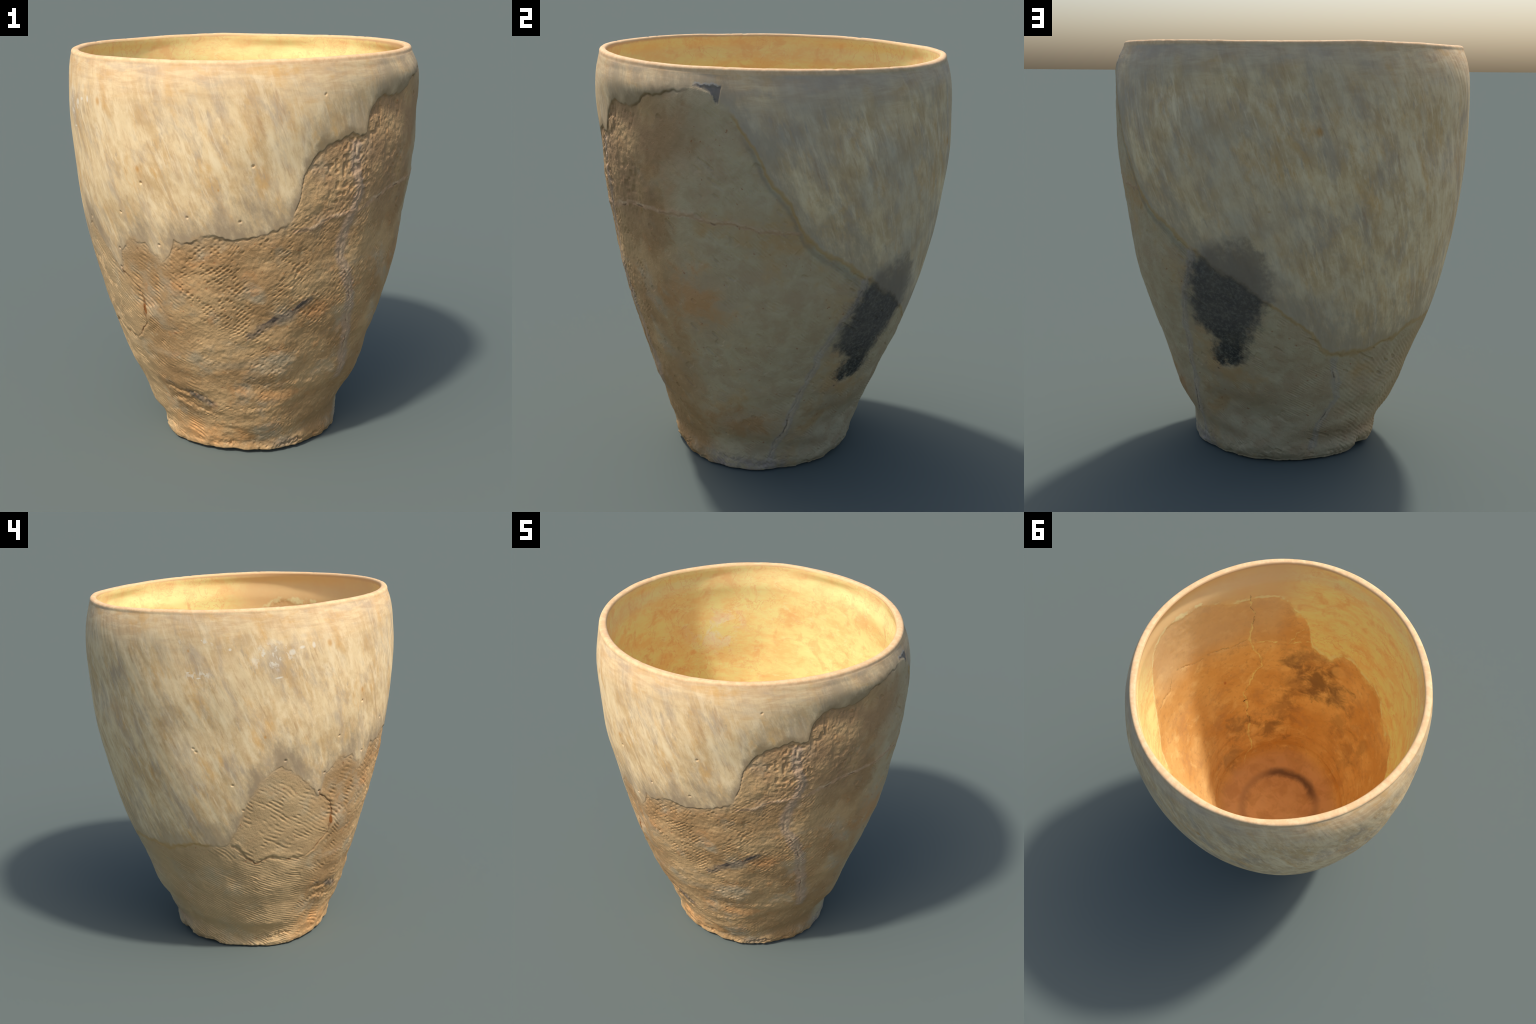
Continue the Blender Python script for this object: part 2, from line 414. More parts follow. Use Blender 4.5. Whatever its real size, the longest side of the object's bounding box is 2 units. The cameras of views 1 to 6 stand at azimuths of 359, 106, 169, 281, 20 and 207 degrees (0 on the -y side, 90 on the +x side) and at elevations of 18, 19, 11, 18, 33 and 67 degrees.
grid = np.concatenate([under, outer, lip, inner, floor])
low_point = grid[..., 2].min()
grid[..., 2] -= low_point
n_under, n_outer, n_lip, n_inner, n_floor = (len(a) for a in (under, outer, lip, inner, floor))
NR = len(grid)

# smooth vertex normals of the whole skin
du = np.roll(grid, -1, 1) - np.roll(grid, 1, 1)
dv = np.gradient(grid, axis=0)
normals = np.cross(du, dv)
normals /= np.linalg.norm(normals, axis=-1, keepdims=True) + 1e-12
normals[0] = (0, 0, -1); normals[-1] = (0, 0, 1)


# ------------------------------------------------------------------ node helpers
class Tree:
    def __init__(self, name):
        self.mat = bpy.data.materials.new(name); self.mat.use_nodes = True
        self.t = self.mat.node_tree; self.n = self.t.nodes; self.l = self.t.links
        self.bsdf = self.n["Principled BSDF"]

    def put(self, socket, v):
        if hasattr(v, "is_linked") or isinstance(v, bpy.types.NodeSocket):
            self.l.new(v, socket)
        elif isinstance(v, (tuple, list)) and len(v) == 3 and socket.type == "RGBA":
            socket.default_value = (*v, 1)
        else:
            socket.default_value = v

    def m(self, op, a, b=0.0, c=None, clamp=False):
        nd = self.n.new("ShaderNodeMath"); nd.operation = op; nd.use_clamp = clamp
        self.put(nd.inputs[0], a); self.put(nd.inputs[1], b)
        if c is not None:
            self.put(nd.inputs[2], c)
        return nd.outputs[0]

    def add(self, *a):
        r = a[0]
        for b in a[1:]:
            r = self.m("ADD", r, b)
        return r

    def mul(self, *a):
        r = a[0]
        for b in a[1:]:
            r = self.m("MULTIPLY", r, b)
        return r

    def sub(self, a, b): return self.m("SUBTRACT", a, b)
    def inv(self, a): return self.m("SUBTRACT", 1.0, a)

    def step(self, v, lo, hi):
        nd = self.n.new("ShaderNodeMapRange"); nd.interpolation_type = "SMOOTHSTEP"; nd.clamp = False
        self.put(nd.inputs["Value"], v)
        if lo < hi:
            nd.inputs["From Min"].default_value, nd.inputs["From Max"].default_value = lo, hi
        else:
            nd.inputs["From Min"].default_value, nd.inputs["From Max"].default_value = hi, lo
            nd.inputs["To Min"].default_value, nd.inputs["To Max"].default_value = 1, 0
        return nd.outputs["Result"]

    def mix(self, fac, a, b, mode="MIX"):
        nd = self.n.new("ShaderNodeMix"); nd.data_type = "RGBA"; nd.blend_type = mode; nd.clamp_factor = True
        self.put(nd.inputs["Factor"], fac); self.put(nd.inputs["A"], a) if False else self.put(nd.inputs[6], a); self.put(nd.inputs[7], b)
        return nd.outputs[2]

    def noise(self, vec, scale, detail=3.0, rough=.55, dist=0.0):
        nd = self.n.new("ShaderNodeTexNoise")
        self.put(nd.inputs["Vector"], vec); nd.inputs["Scale"].default_value = scale
        nd.inputs["Detail"].default_value = detail; nd.inputs["Roughness"].default_value = rough; nd.inputs["Distortion"].default_value = dist
        return nd.outputs["Fac"]

    def xyz(self, x, y, z):
        nd = self.n.new("ShaderNodeCombineXYZ")
        for s, v in zip(nd.inputs, (x, y, z)):
            self.put(s, v)
        return nd.outputs[0]

    def curve(self, v, pts):
        """piecewise-linear function of v, both in 0..1"""
        nd = self.n.new("ShaderNodeFloatCurve")
        c = nd.mapping.curves[0]; nd.mapping.use_clip = False; nd.mapping.extend = "HORIZONTAL"
        pts = sorted(pts)
        c.points[0].location = pts[0]; c.points[1].location = pts[-1]
        for p in pts[1:-1]:
            c.points.new(*p)
        for p in c.points:
            p.handle_type = "VECTOR"
        nd.mapping.update()
        self.put(nd.inputs["Value"], v)
        return nd.outputs[0]

    def setup(self):
        tc = self.n.new("ShaderNodeTexCoord"); self.p = tc.outputs["Object"]
        sp = self.n.new("ShaderNodeSeparateXYZ"); self.l.new(self.p, sp.inputs[0])
        self.x, self.y, z = sp.outputs
        self.z = self.add(z, float(low_point))
        th = self.m("ARCTAN2", self.y, self.x)
        self.th = self.m("FLOORED_MODULO", th, TAU)
        self.u = self.m("DIVIDE", self.th, TAU)              # 0..1 round the pot
        self.deg = self.mul(self.u, 360.0)
        self.rad = self.m("SQRT", self.add(self.mul(self.x, self.x), self.mul(self.y, self.y)))
        # helical space: constant along a slanting burnishing stroke

    def helix(self, pitch, stretch):
        tw = self.add(self.th, self.mul(self.z, pitch))
        return self.xyz(self.mul(self.m("COSINE", tw), .8), self.mul(self.m("SINE", tw), .8), self.mul(self.z, stretch))

    def warp(self, o=0.0):
        r = 0.0
        for f, g, a, p in WARP:
            ph = self.add(self.mul(self.th, float(f)), self.mul(self.z, float(g)))
            r = self.m("MULTIPLY_ADD", self.m("SINE", self.add(ph, p + o * (1 + f % 7))), a, r)
        return r

    def edge(self, pts, w):
        h = self.curve(self.u, [(a / 360, e / 2) for a, e in pts])
        return self.add(self.sub(self.z, self.mul(h, 2.0)), w)

    def window(self, lo, hi, soft=8):
        d = self.m("FLOORED_MODULO", self.sub(self.deg, float(lo)), 360.0)
        w = (hi - lo) % 360
        return self.mul(self.step(d, 0, soft), self.step(d, w, w - soft))

    def seam(self, pts, kind, w):
        """signed distance to a join and the mask of its run"""
        A = [p[0] for p in pts]; Zs = [p[1] for p in pts]
        if kind == "up":
            a0 = min(A) - 5; span = max(A) + 5 - a0
            f = self.curve(self.m("DIVIDE", self.z, 2.0), [(zz / 2, (a - a0) / span) for a, zz in pts])
            want = self.add(self.mul(f, span), a0)
            d = self.sub(self.m("FLOORED_MODULO", self.add(self.sub(self.deg, want), 180.0), 360.0), 180.0)
            d = self.add(self.mul(d, self.mul(self.add(.44, self.mul(self.z, .32)), math.pi / 180)), w)
            run = self.mul(self.step(self.z, Zs[0], Zs[0] + .03), self.step(self.z, Zs[-1], Zs[-1] - .03))
        else:
            a = self.sub(self.m("FLOORED_MODULO", self.sub(self.deg, A[0] - 30.0), 360.0), 30.0)
            span = A[-1] - A[0]
            f = self.curve(self.m("DIVIDE", a, span), [((p - A[0]) / span, e / 2) for p, e in pts])
            d = self.add(self.sub(self.z, self.mul(f, 2.0)), w)
            run = self.mul(self.step(a, 0, 2), self.step(a, span, span - 2))
        return d, run

    def near(self, d, width, core=0.0):
        return self.step(self.m("ABSOLUTE", d), width, core)

    def spot(self, a, z, r, wide, tall, tilt=0.0, soft=.5, ragged=.0, vec=None):
        """soft ellipse on the wall at angle a, height z; wide and tall are half sizes in metres"""
        nd = self.n.new("ShaderNodeMapping"); nd.vector_type = "TEXTURE"
        th = math.radians(a)
        self.put(nd.inputs["Vector"], self.p if vec is None else vec)
        nd.inputs["Location"].default_value = (r * math.cos(th), r * math.sin(th), z - float(low_point))
        nd.inputs["Rotation"].default_value = (math.radians(tilt), 0, th)       # local x = outward, y = along the wall, z = up
        nd.inputs["Scale"].default_value = (.3, wide, tall)
        ln = self.n.new("ShaderNodeVectorMath"); ln.operation = "LENGTH"
        self.l.new(nd.outputs[0], ln.inputs[0])
        v = ln.outputs["Value"]
        if ragged:
            v = self.add(v, self.mul(self.sub(self.rag, .5), ragged))
        return self.step(v, 1.0, 1.0 - soft)

    def vary(self, vec, amount):
        """jitter a position by noise"""
        nz = self.n.new("ShaderNodeTexNoise"); nz.inputs["Scale"].default_value = 14; nz.inputs["Detail"].default_value = 3
        self.put(nz.inputs["Vector"], vec)
        sub = self.n.new("ShaderNodeVectorMath"); sub.operation = "SUBTRACT"; self.l.new(nz.outputs["Color"], sub.inputs[0]); sub.inputs[1].default_value = (.5, .5, .5)
        sc = self.n.new("ShaderNodeVectorMath"); sc.operation = "SCALE"; self.l.new(sub.outputs[0], sc.inputs[0]); sc.inputs["Scale"].default_value = amount
        ad = self.n.new("ShaderNodeVectorMath"); ad.operation = "ADD"; self.put(ad.inputs[0], vec); self.l.new(sc.outputs[0], ad.inputs[1])
        return ad.outputs[0]

    def bump(self, h, strength, dist, normal=None):
        nd = self.n.new("ShaderNodeBump"); nd.inputs["Strength"].default_value = strength; nd.inputs["Distance"].default_value = dist
        self.put(nd.inputs["Height"], h)
        if normal is not None:
            self.l.new(normal, nd.inputs["Normal"])
        return nd.outputs[0]


def srgb(r, g, b, gain=(1, 1, 1)):
    lin = [((c / 255 + .055) / 1.055) ** 2.4 if c > 10 else c / 255 / 12.92 for c in (r, g, b)]
    return tuple(min(c * k, .93) for c, k in zip(lin, gain))


def clay_tone(r, g, b): return srgb(r, g, b, (1.12, 1.20, 1.32))       # coarse clay, as seen in full light
def slip_tone(r, g, b): return srgb(r, g, b, (1.10, 1.06, 1.01))
def wash_tone(r, g, b): return srgb(r, g, b, (1.32, 1.58, 2.25))       # inside
def core_tone(r, g, b): return srgb(r, g, b, (1.58, 2.22, 3.25))


# ------------------------------------------------------------------ outside: slip + coarse clay
def slip_colour(T):
    """burnished cream slip with short slanting strokes, ochre stains and greyish rubbing"""
    fine = T.noise(T.helix(.40, .17), 42, 4, .65)
    mid = T.noise(T.helix(.34, .50), 20, 5, .66, .2)
    broad = T.noise(T.helix(.34, .75), 7.5, 5, .66, .2)
    spots = T.noise(T.helix(.32, .50), 10, 5, .66)
    grey = T.noise(T.helix(.36, .42), 9, 5, .68, .3)
    blot = T.noise(T.p, 3.6, 3, .6)
    col = T.mix(T.step(broad, .36, .62), CREAM_DARK, CREAM)
    col = T.mix(T.mul(T.step(mid, .50, .26), .42), col, CREAM_BROWN)
    col = T.mix(T.mul(T.step(mid, .48, .70), .7), col, CREAM_PALE)
    col = T.mix(T.mul(T.step(spots, .50, .74), .70), col, OCHRE)
    col = T.mix(T.mul(T.step(grey, .46, .70), .70), col, GREY_MAUVE)
    col = T.mix(T.mul(T.step(fine, .52, .70), .55), col, CREAM_PALE)
    col = T.mix(T.mul(T.step(fine, .46, .28), .36), col, CREAM_BROWN)
    col = T.mix(T.mul(T.step(blot, .55, .75), .3), col, CREAM_PALE)
    stroke = T.mul(T.step(T.noise(T.helix(.42, .13), 62, 2, .5), .60, .70), T.step(mid, .58, .44))
    col = T.mix(T.mul(stroke, .32), col, slip_tone(168, 128, 88))
    ash = T.mul(T.step(T.noise(T.helix(.30, .25), 48, 3, .6), .58, .70), T.step(broad, .56, .42))
    col = T.mix(T.mul(ash, .5), col, GREY_MAUVE)
    # wiped horizontally under the rim
    wipe = T.noise(T.xyz(T.mul(T.x, .8), T.mul(T.y, .8), T.mul(T.z, 4.0)), 9, 5, .65, .3)
    wipe2 = T.noise(T.xyz(T.mul(T.x, 1.0), T.mul(T.y, 1.0), T.mul(T.z, 2.5)), 6, 4, .6, .3)
    band = T.mix(T.step(wipe, .35, .65), CREAM_BAND, CREAM)
    band = T.mix(T.mul(T.step(wipe2, .5, .68), .6), band, GREY_MAUVE)
    band = T.mix(T.mul(T.step(wipe2, .46, .32), .6), band, OCHRE)
    top = T.step(T.add(T.z, T.mul(T.sub(T.noise(T.p, 5, 3), .5), .40)), 1.74, 1.98)
    return T.mix(T.mul(top, .7), col, band), fine


CREAM = slip_tone(226, 203, 160)
CREAM_DARK = slip_tone(205, 176, 130)
CREAM_PALE = slip_tone(238, 218, 180)
CREAM_BROWN = slip_tone(182, 144, 102)
CREAM_BAND = slip_tone(200, 166, 124)
OCHRE = slip_tone(212, 164, 92)
GREY_MAUVE = slip_tone(170, 154, 136)
CLAY = clay_tone(186, 148, 100)
CLAY_DARK = clay_tone(160, 122, 78)
CLAY_ORANGE = clay_tone(190, 134, 80)
CLAY_GREY = clay_tone(168, 152, 122)
CLAY_GREEN = clay_tone(192, 170, 130)
MEND = clay_tone(166, 138, 112)
MEND_PALE = clay_tone(206, 176, 134)
SOOT = srgb(58, 56, 52)
DARK = srgb(88, 70, 50)


def outside_material():
    T = Tree("slip_and_coarse_clay"); T.setup()
    w = T.warp(0.0)
    e = T.edge(SLIP_EDGE, w)
    wide_front = T.window(284, 350, 6)
    frayed = T.add(e, T.mul(T.sub(T.noise(T.p, 20, 4, .68), .5), .09))
    crisp = T.m("MAXIMUM", T.mul(wide_front, .85), T.mul(T.window(258, 290, 8), .35))
    slip = T.add(T.mul(T.step(T.add(e, T.mul(T.sub(T.noise(T.p, 40, 3, .6), .5), .016)), -.006, .006), crisp), T.mul(T.step(frayed, -.022, .024), T.inv(crisp)))

    col, fine = slip_colour(T)
    # greyer, browner slip along its lower margin
    cloud = T.noise(T.helix(.4, .5), 9, 5, .74)
    eh = T.add(e, T.mul(T.sub(cloud, .5), .85))
    left = T.window(178, 296, 10)
    col = T.mix(T.mul(T.step(eh, .22, .0), .70), col, srgb(178, 156, 124))
    col = T.mix(T.mul(T.step(eh, .10, -.06), left, .70), col, srgb(162, 140, 112))
    olive = T.step(T.add(e, T.mul(T.sub(T.noise(T.p, 13, 5, .7), .5), .14)), .060, .0)
    col = T.mix(T.mul(olive, wide_front, .75), col, srgb(146, 124, 90))
    # greyer, cooler tint at the back right
    back = T.mul(T.window(340, 120, 30), T.step(T.noise(T.p, 3.0, 3), .3, .65))
    col = T.mix(T.mul(back, .45), col, srgb(170, 162, 148))
    # chalky scuffs
    scuff = T.step(T.noise(T.helix(.3, .6), 26, 3, .7), .52, .62)
    place = T.m("MAXIMUM", T.spot(202, 1.76, .87, .16, .10, 0, .8), T.m("MAXIMUM", T.spot(178, 1.84, .87, .14, .03, 0, .8), T.spot(178, 1.68, .87, .10, .03, 0, .8)))
    chalk = T.mul(scuff, place)
    for a, z, wd, tl in ((188.6, 1.804, .010, .009), (212, 1.795, .018, .010), (204, 1.656, .026, .006), (208.5, 1.775, .022, .02), (178, 1.668, .015, .005),
                         (180.5, 1.681, .012, .004), (174.5, 1.695, .010, .005), (216, 1.80, .012, .02)):
        chalk = T.m("MAXIMUM", chalk, T.spot(a, z, .87, wd, tl, 8, .6))
    col = T.mix(T.mul(chalk, .60), col, srgb(246, 238, 218))

    # ---- coarse clay
    n1 = T.noise(T.p, 3.4, 4, .6); n2 = T.noise(T.p, 11, 4, .6, .4); n3 = T.noise(T.p, 30, 3, .6); n4 = T.noise(T.p, 5.5, 3, .55)
    T.rag = n2
    clay = T.mix(T.step(n1, .35, .65), CLAY, CLAY_DARK)
    clay = T.mix(T.mul(T.step(n4, .52, .70), .6), clay, CLAY_GREY)
    clay = T.mix(T.mul(T.step(n2, .55, .74), .55), clay, CLAY_ORANGE)
    clay = T.mix(T.mul(T.step(n3, .60, .74), .35), clay, clay_tone(206, 176, 132))
    # back: pale greenish clay with warm stains
    green = T.m("MAXIMUM", T.window(336, 150, 16), 0.0)
    green = T.mul(green, T.step(T.add(n1, T.mul(T.sub(n2, .5), .3)), .30, .48))
    gcol = T.mix(T.step(n2, .35, .65), CLAY_GREEN, clay_tone(180, 152, 114))
    clay = T.mix(T.mul(green, .85), clay, gcol)
    for a, z, wd, tl, k, c in ((352, .98, .17, .17, .75, CLAY_ORANGE), (347, 1.72, .16, .16, .7, clay_tone(160, 120, 78)), (338, 1.40, .10, .20, .7, clay_tone(158, 118, 74)),
                               (2, .30, .22, .10, .75, clay_tone(170, 120, 70)), (340, .6, .12, .3, .6, clay_tone(168, 128, 84)), (55, .36, .25, .06, .5, clay_tone(158, 124, 82)),
                               (105, .15, .2, .06, .5, clay_tone(150, 116, 78)), (240, .10, .24, .07, .8, clay_tone(204, 146, 88)), (205, .13, .2, .06, .6, clay_tone(198, 148, 92)),
                               (285, .36, .12, .05, .7, CLAY_ORANGE), (299, .84, .10, .05, .35, clay_tone(186, 122, 68)), (247, .98, .10, .05, .6, clay_tone(190, 136, 84)),
                               (135, .12, .12, .05, .6, clay_tone(176, 132, 96))):
        R_at = float(body_radius(np.array([[math.radians(a)]]), np.array([[z]]))[0, 0])
        clay = T.mix(T.mul(T.spot(a, z, R_at, wd * 1.35, tl * 1.35, 0, 1.0, 2.6), k), clay, c)
    # lower left: quieter sandy clay
    clay = T.mix(T.mul(T.window(120, 236, 25), .55), clay, clay_tone(184, 154, 110))
    clay = T.mix(T.mul(T.window(286, 345, 8), T.step(T.z, 1.15, 1.4), T.step(n1, .30, .55), .75), clay, clay_tone(158, 122, 84))
    # grey fire clouds at the front
    for a, z, wd, tl, tilt, k, c in ((290.5, .885, .035, .014, 38, .95, clay_tone(70, 60, 56)), 
                                     (245, .345, .09, .022, -22, .85, clay_tone(92, 82, 68)), (252, .31, .045, .03, -30, .7, clay_tone(92, 80, 68)), (262, .56, .14, .03, 5, .45, clay_tone(140, 124, 96)),
                                     (230, .40, .05, .012, -15, .6, clay_tone(110, 92, 70)), (293, .05, .1, .03, 0, .5, clay_tone(120, 98, 78))):
        R_at = float(body_radius(np.array([[math.radians(a)]]), np.array([[z]]))[0, 0])
        clay = T.mix(T.mul(T.spot(a, z, R_at, wd * 1.25, tl * 1.25, tilt, .8, 1.3), k), clay, c)
    d, run = T.seam(SMEAR, "round", T.mul(T.sub(n2, .5), .10))
    clay = T.mix(T.mul(T.near(T.add(d, .012), .045, .005), run, .75), clay, srgb(120, 106, 90))
    clay = T.mix(T.mul(T.near(d, .016, .003), run, T.step(n3, .42, .60), .85), clay, srgb(74, 66, 62))
    # greyish rubbed skin just below the slip edge
    skin = T.mul(T.step(e, -.07, -.003), T.window(178, 294, 10))
    clay = T.mix(T.mul(skin, .65), clay, srgb(186, 156, 116))
    # specks
    speck = T.step(T.noise(T.p, 46, 2, .5), .70, .76)
    clay = T.mix(T.mul(speck, .55), clay, clay_tone(150, 84, 44))
    col = T.mix(slip, clay, col)

    # ---- edge line of the slip: dark broken line at the front, ochre ridge at the back
    broken = T.step(T.noise(T.p, 12, 2), .46, .60)
    line = T.mul(T.near(T.add(e, .003), .009), T.m("MAXIMUM", T.mul(T.window(246, 314, 3), broken), T.m("MAXIMUM", T.mul(T.window(329, 353, 3), .8), T.mul(T.window(180, 246, 3), T.mul(broken, .15)))))
    col = T.mix(T.mul(line, .55), col, srgb(96, 80, 56))
    ridge = T.mul(T.near(e, .020, .004), T.window(3, 178, 4))
    col = T.mix(T.mul(ridge, .6), col, srgb(188, 150, 90))
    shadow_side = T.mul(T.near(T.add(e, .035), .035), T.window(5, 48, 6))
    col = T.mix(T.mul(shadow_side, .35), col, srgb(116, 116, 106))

    # ---- mended joins
    w2 = T.mul(T.warp(1.7), .6)
    for pts, kind, width, k, c in ((SEAM_RIGHT, "up", .045, .6, MEND), (SEAM_BACK, "up", .026, .55, clay_tone(170, 150, 130)), (SEAM_FAR, "up", .026, .55, clay_tone(164, 148, 128)),
                                   (SEAM_LEVEL, "round", .015, .75, clay_tone(182, 142, 104))):
        d, run = T.seam(pts, kind, w2)
        ragged = T.add(d, T.mul(T.sub(n3, .5), .03))
        col = T.mix(T.mul(T.near(ragged, width, width * .35), run, k), col, c)
        col = T.mix(T.mul(T.near(T.sub(ragged, .004), .010, .002), run, T.step(n2, .45, .58), .4), col, MEND_PALE)
        col = T.mix(T.mul(T.near(T.add(d, .006), .006, .001), run, T.step(n2, .54, .64), .6), col, DARK)
    foot_mend = T.mul(T.step(T.z, .11, .04), T.window(338, 32, 10), T.step(n3, .3, .6))
    col = T.mix(T.mul(foot_mend, .75), col, clay_tone(158, 138, 122))

    # ---- cracks
    w3 = T.mul(T.warp(.6), .8)
    for pts, kind, width, c in ((CRACK_LEVEL, "round", .013, srgb(120, 76, 38)), (CRACK_STEEP, "up", .009, srgb(112, 74, 42))):
        d, run = T.seam(pts, kind, w3)
        col = T.mix(T.mul(T.near(d, width, width * .3), run, T.step(n2, .42, .60), .75), col, c)
    plug = T.spot(229.3, .82, .74, .014, .034, 10, .5)
    col = T.mix(plug, col, srgb(138, 86, 40))

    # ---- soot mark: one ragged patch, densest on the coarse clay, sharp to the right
    SOOT_LEFT = [(41, .50), (43, .54), (45, .60), (47, .66), (41.5, .73), (40, .80), (42, .885), (44, .965), (46, 1.04), (50, 1.10), (55, 1.14), (60, 1.17), (64, 1.18)]
    SOOT_RIGHT = [(54, .50), (58, .54), (60, .58), (62, .66), (66, .775), (69.5, .86), (70.5, .92), (70, .97), (70.5, 1.05), (69, 1.09), (66, 1.14), (64.5, 1.18)]
    jit = T.add(T.mul(T.sub(T.noise(T.p, 22, 3, .68), .5), .15), T.mul(T.sub(n1, .5), .02))
    dl, _ = T.seam(SOOT_LEFT, "up", jit); dr, _ = T.seam(SOOT_RIGHT, "up", jit)
    inside = T.mul(T.step(dl, -.040, .044), T.step(dr, .048, -.040), T.step(T.add(T.z, jit), .515, .55), T.step(T.add(T.z, T.mul(jit, 2.0)), 1.20, 1.08))
    upper = T.step(e, -.02, .03)
    weave = T.noise(T.p, 60, 3, .7)
    grain = T.mix(T.step(weave, .42, .68), srgb(52, 52, 50), srgb(106, 104, 92))
    grain = T.mix(T.mul(upper, .65), grain, srgb(118, 100, 78))
    col = T.mix(T.mul(inside, T.sub(1.0, T.mul(upper, .45)), T.add(.78, T.mul(n2, .3))), col, grain)
    halo = T.mul(T.step(dl, -.10, .0), T.step(dr, .05, -.02), T.step(T.z, .62, .8), T.step(T.z, 1.30, 1.05))
    col = T.mix(T.mul(halo, .35), col, srgb(128, 118, 108))

    # ---- slate-coloured filled chip below the rim
    zj = T.add(T.z, T.mul(T.sub(n3, .5), .045))
    ca = T.m("FLOORED_MODULO", T.sub(T.deg, 353.5), 360.0)
    cz = T.mul(T.curve(T.m("DIVIDE", ca, 9.0), [(p / 9, q / 2) for p, q in CHIP_FLOOR]), 2.0)
    chip = T.mul(T.step(T.sub(zj, cz), -.004, .010), T.step(zj, 1.940, 1.930), T.step(ca, 8.6, 8.0))
    col = T.mix(T.mul(chip, T.add(.35, T.mul(n3, .7))), col, srgb(92, 92, 96))
    tipline = T.mul(T.window(353, 2, 1.5), T.near(T.sub(zj, 1.937), .006))
    col = T.mix(T.mul(tipline, .6), col, srgb(190, 184, 172))

    # odd ochre freckles on the slip
    for a, z, k in ((237, 1.53, .016), (262, 1.46, .007), (199, 1.36, .009), (175, 1.80, .008), (86, 1.62, .02), (222, 1.80, .02)):
        R_at = float(body_radius(np.array([[math.radians(a)]]), np.array([[z]]))[0, 0])
        col = T.mix(T.mul(T.spot(a, z, R_at, k, k * 1.4, 15, .8, .6), .6), col, srgb(200, 140, 64))

    T.l.new(col, T.bsdf.inputs["Base Color"])
    T.put(T.bsdf.inputs["Roughness"], T.add(.88, T.mul(slip, -.22)))
    T.bsdf.inputs["Specular IOR Level"].default_value = .3
    g = T.add(T.mul(T.noise(T.p, 70, 4, .65), .8), T.mul(T.noise(T.p, 190, 2, .6), .4))
    nb = T.bump(g, 1.0, .006)
    T.put(nb.node.inputs["Strength"], T.add(.55, T.mul(slip, -.47)))
    T.l.new(nb, T.bsdf.inputs["Normal"])
    return T.mat


def rim_material():
    """the worn lip: slip below, paler pinkish clay on the crown"""
    T = Tree("worn_lip"); T.setup()
    col, fine = slip_colour(T)
    n = T.noise(T.p, 30, 3, .6); n2 = T.noise(T.p, 9, 3, .6)
    back = T.mul(T.window(340, 120, 30), T.step(T.noise(T.p, 3.0, 3), .3, .65))
    col = T.mix(T.mul(back, .45), col, srgb(176, 164, 142))
    crown = T.mix(T.step(n, .38, .62), slip_tone(222, 182, 136), slip_tone(232, 198, 154))
    crown = T.mix(T.mul(T.step(n2, .56, .74), .35), crown, slip_tone(196, 164, 134))
    col = T.mix(T.mul(T.step(T.add(T.z, T.mul(T.sub(n, .5), .012)), 1.970, 1.984), .85), col, crown)
    T.l.new(col, T.bsdf.inputs["Base Color"])
    T.bsdf.inputs["Roughness"].default_value = .7
    T.bsdf.inputs["Specular IOR Level"].default_value = .3
    T.l.new(T.bump(T.noise(T.p, 80, 3, .6), .12, .006), T.bsdf.inputs["Normal"])
    return T.mat


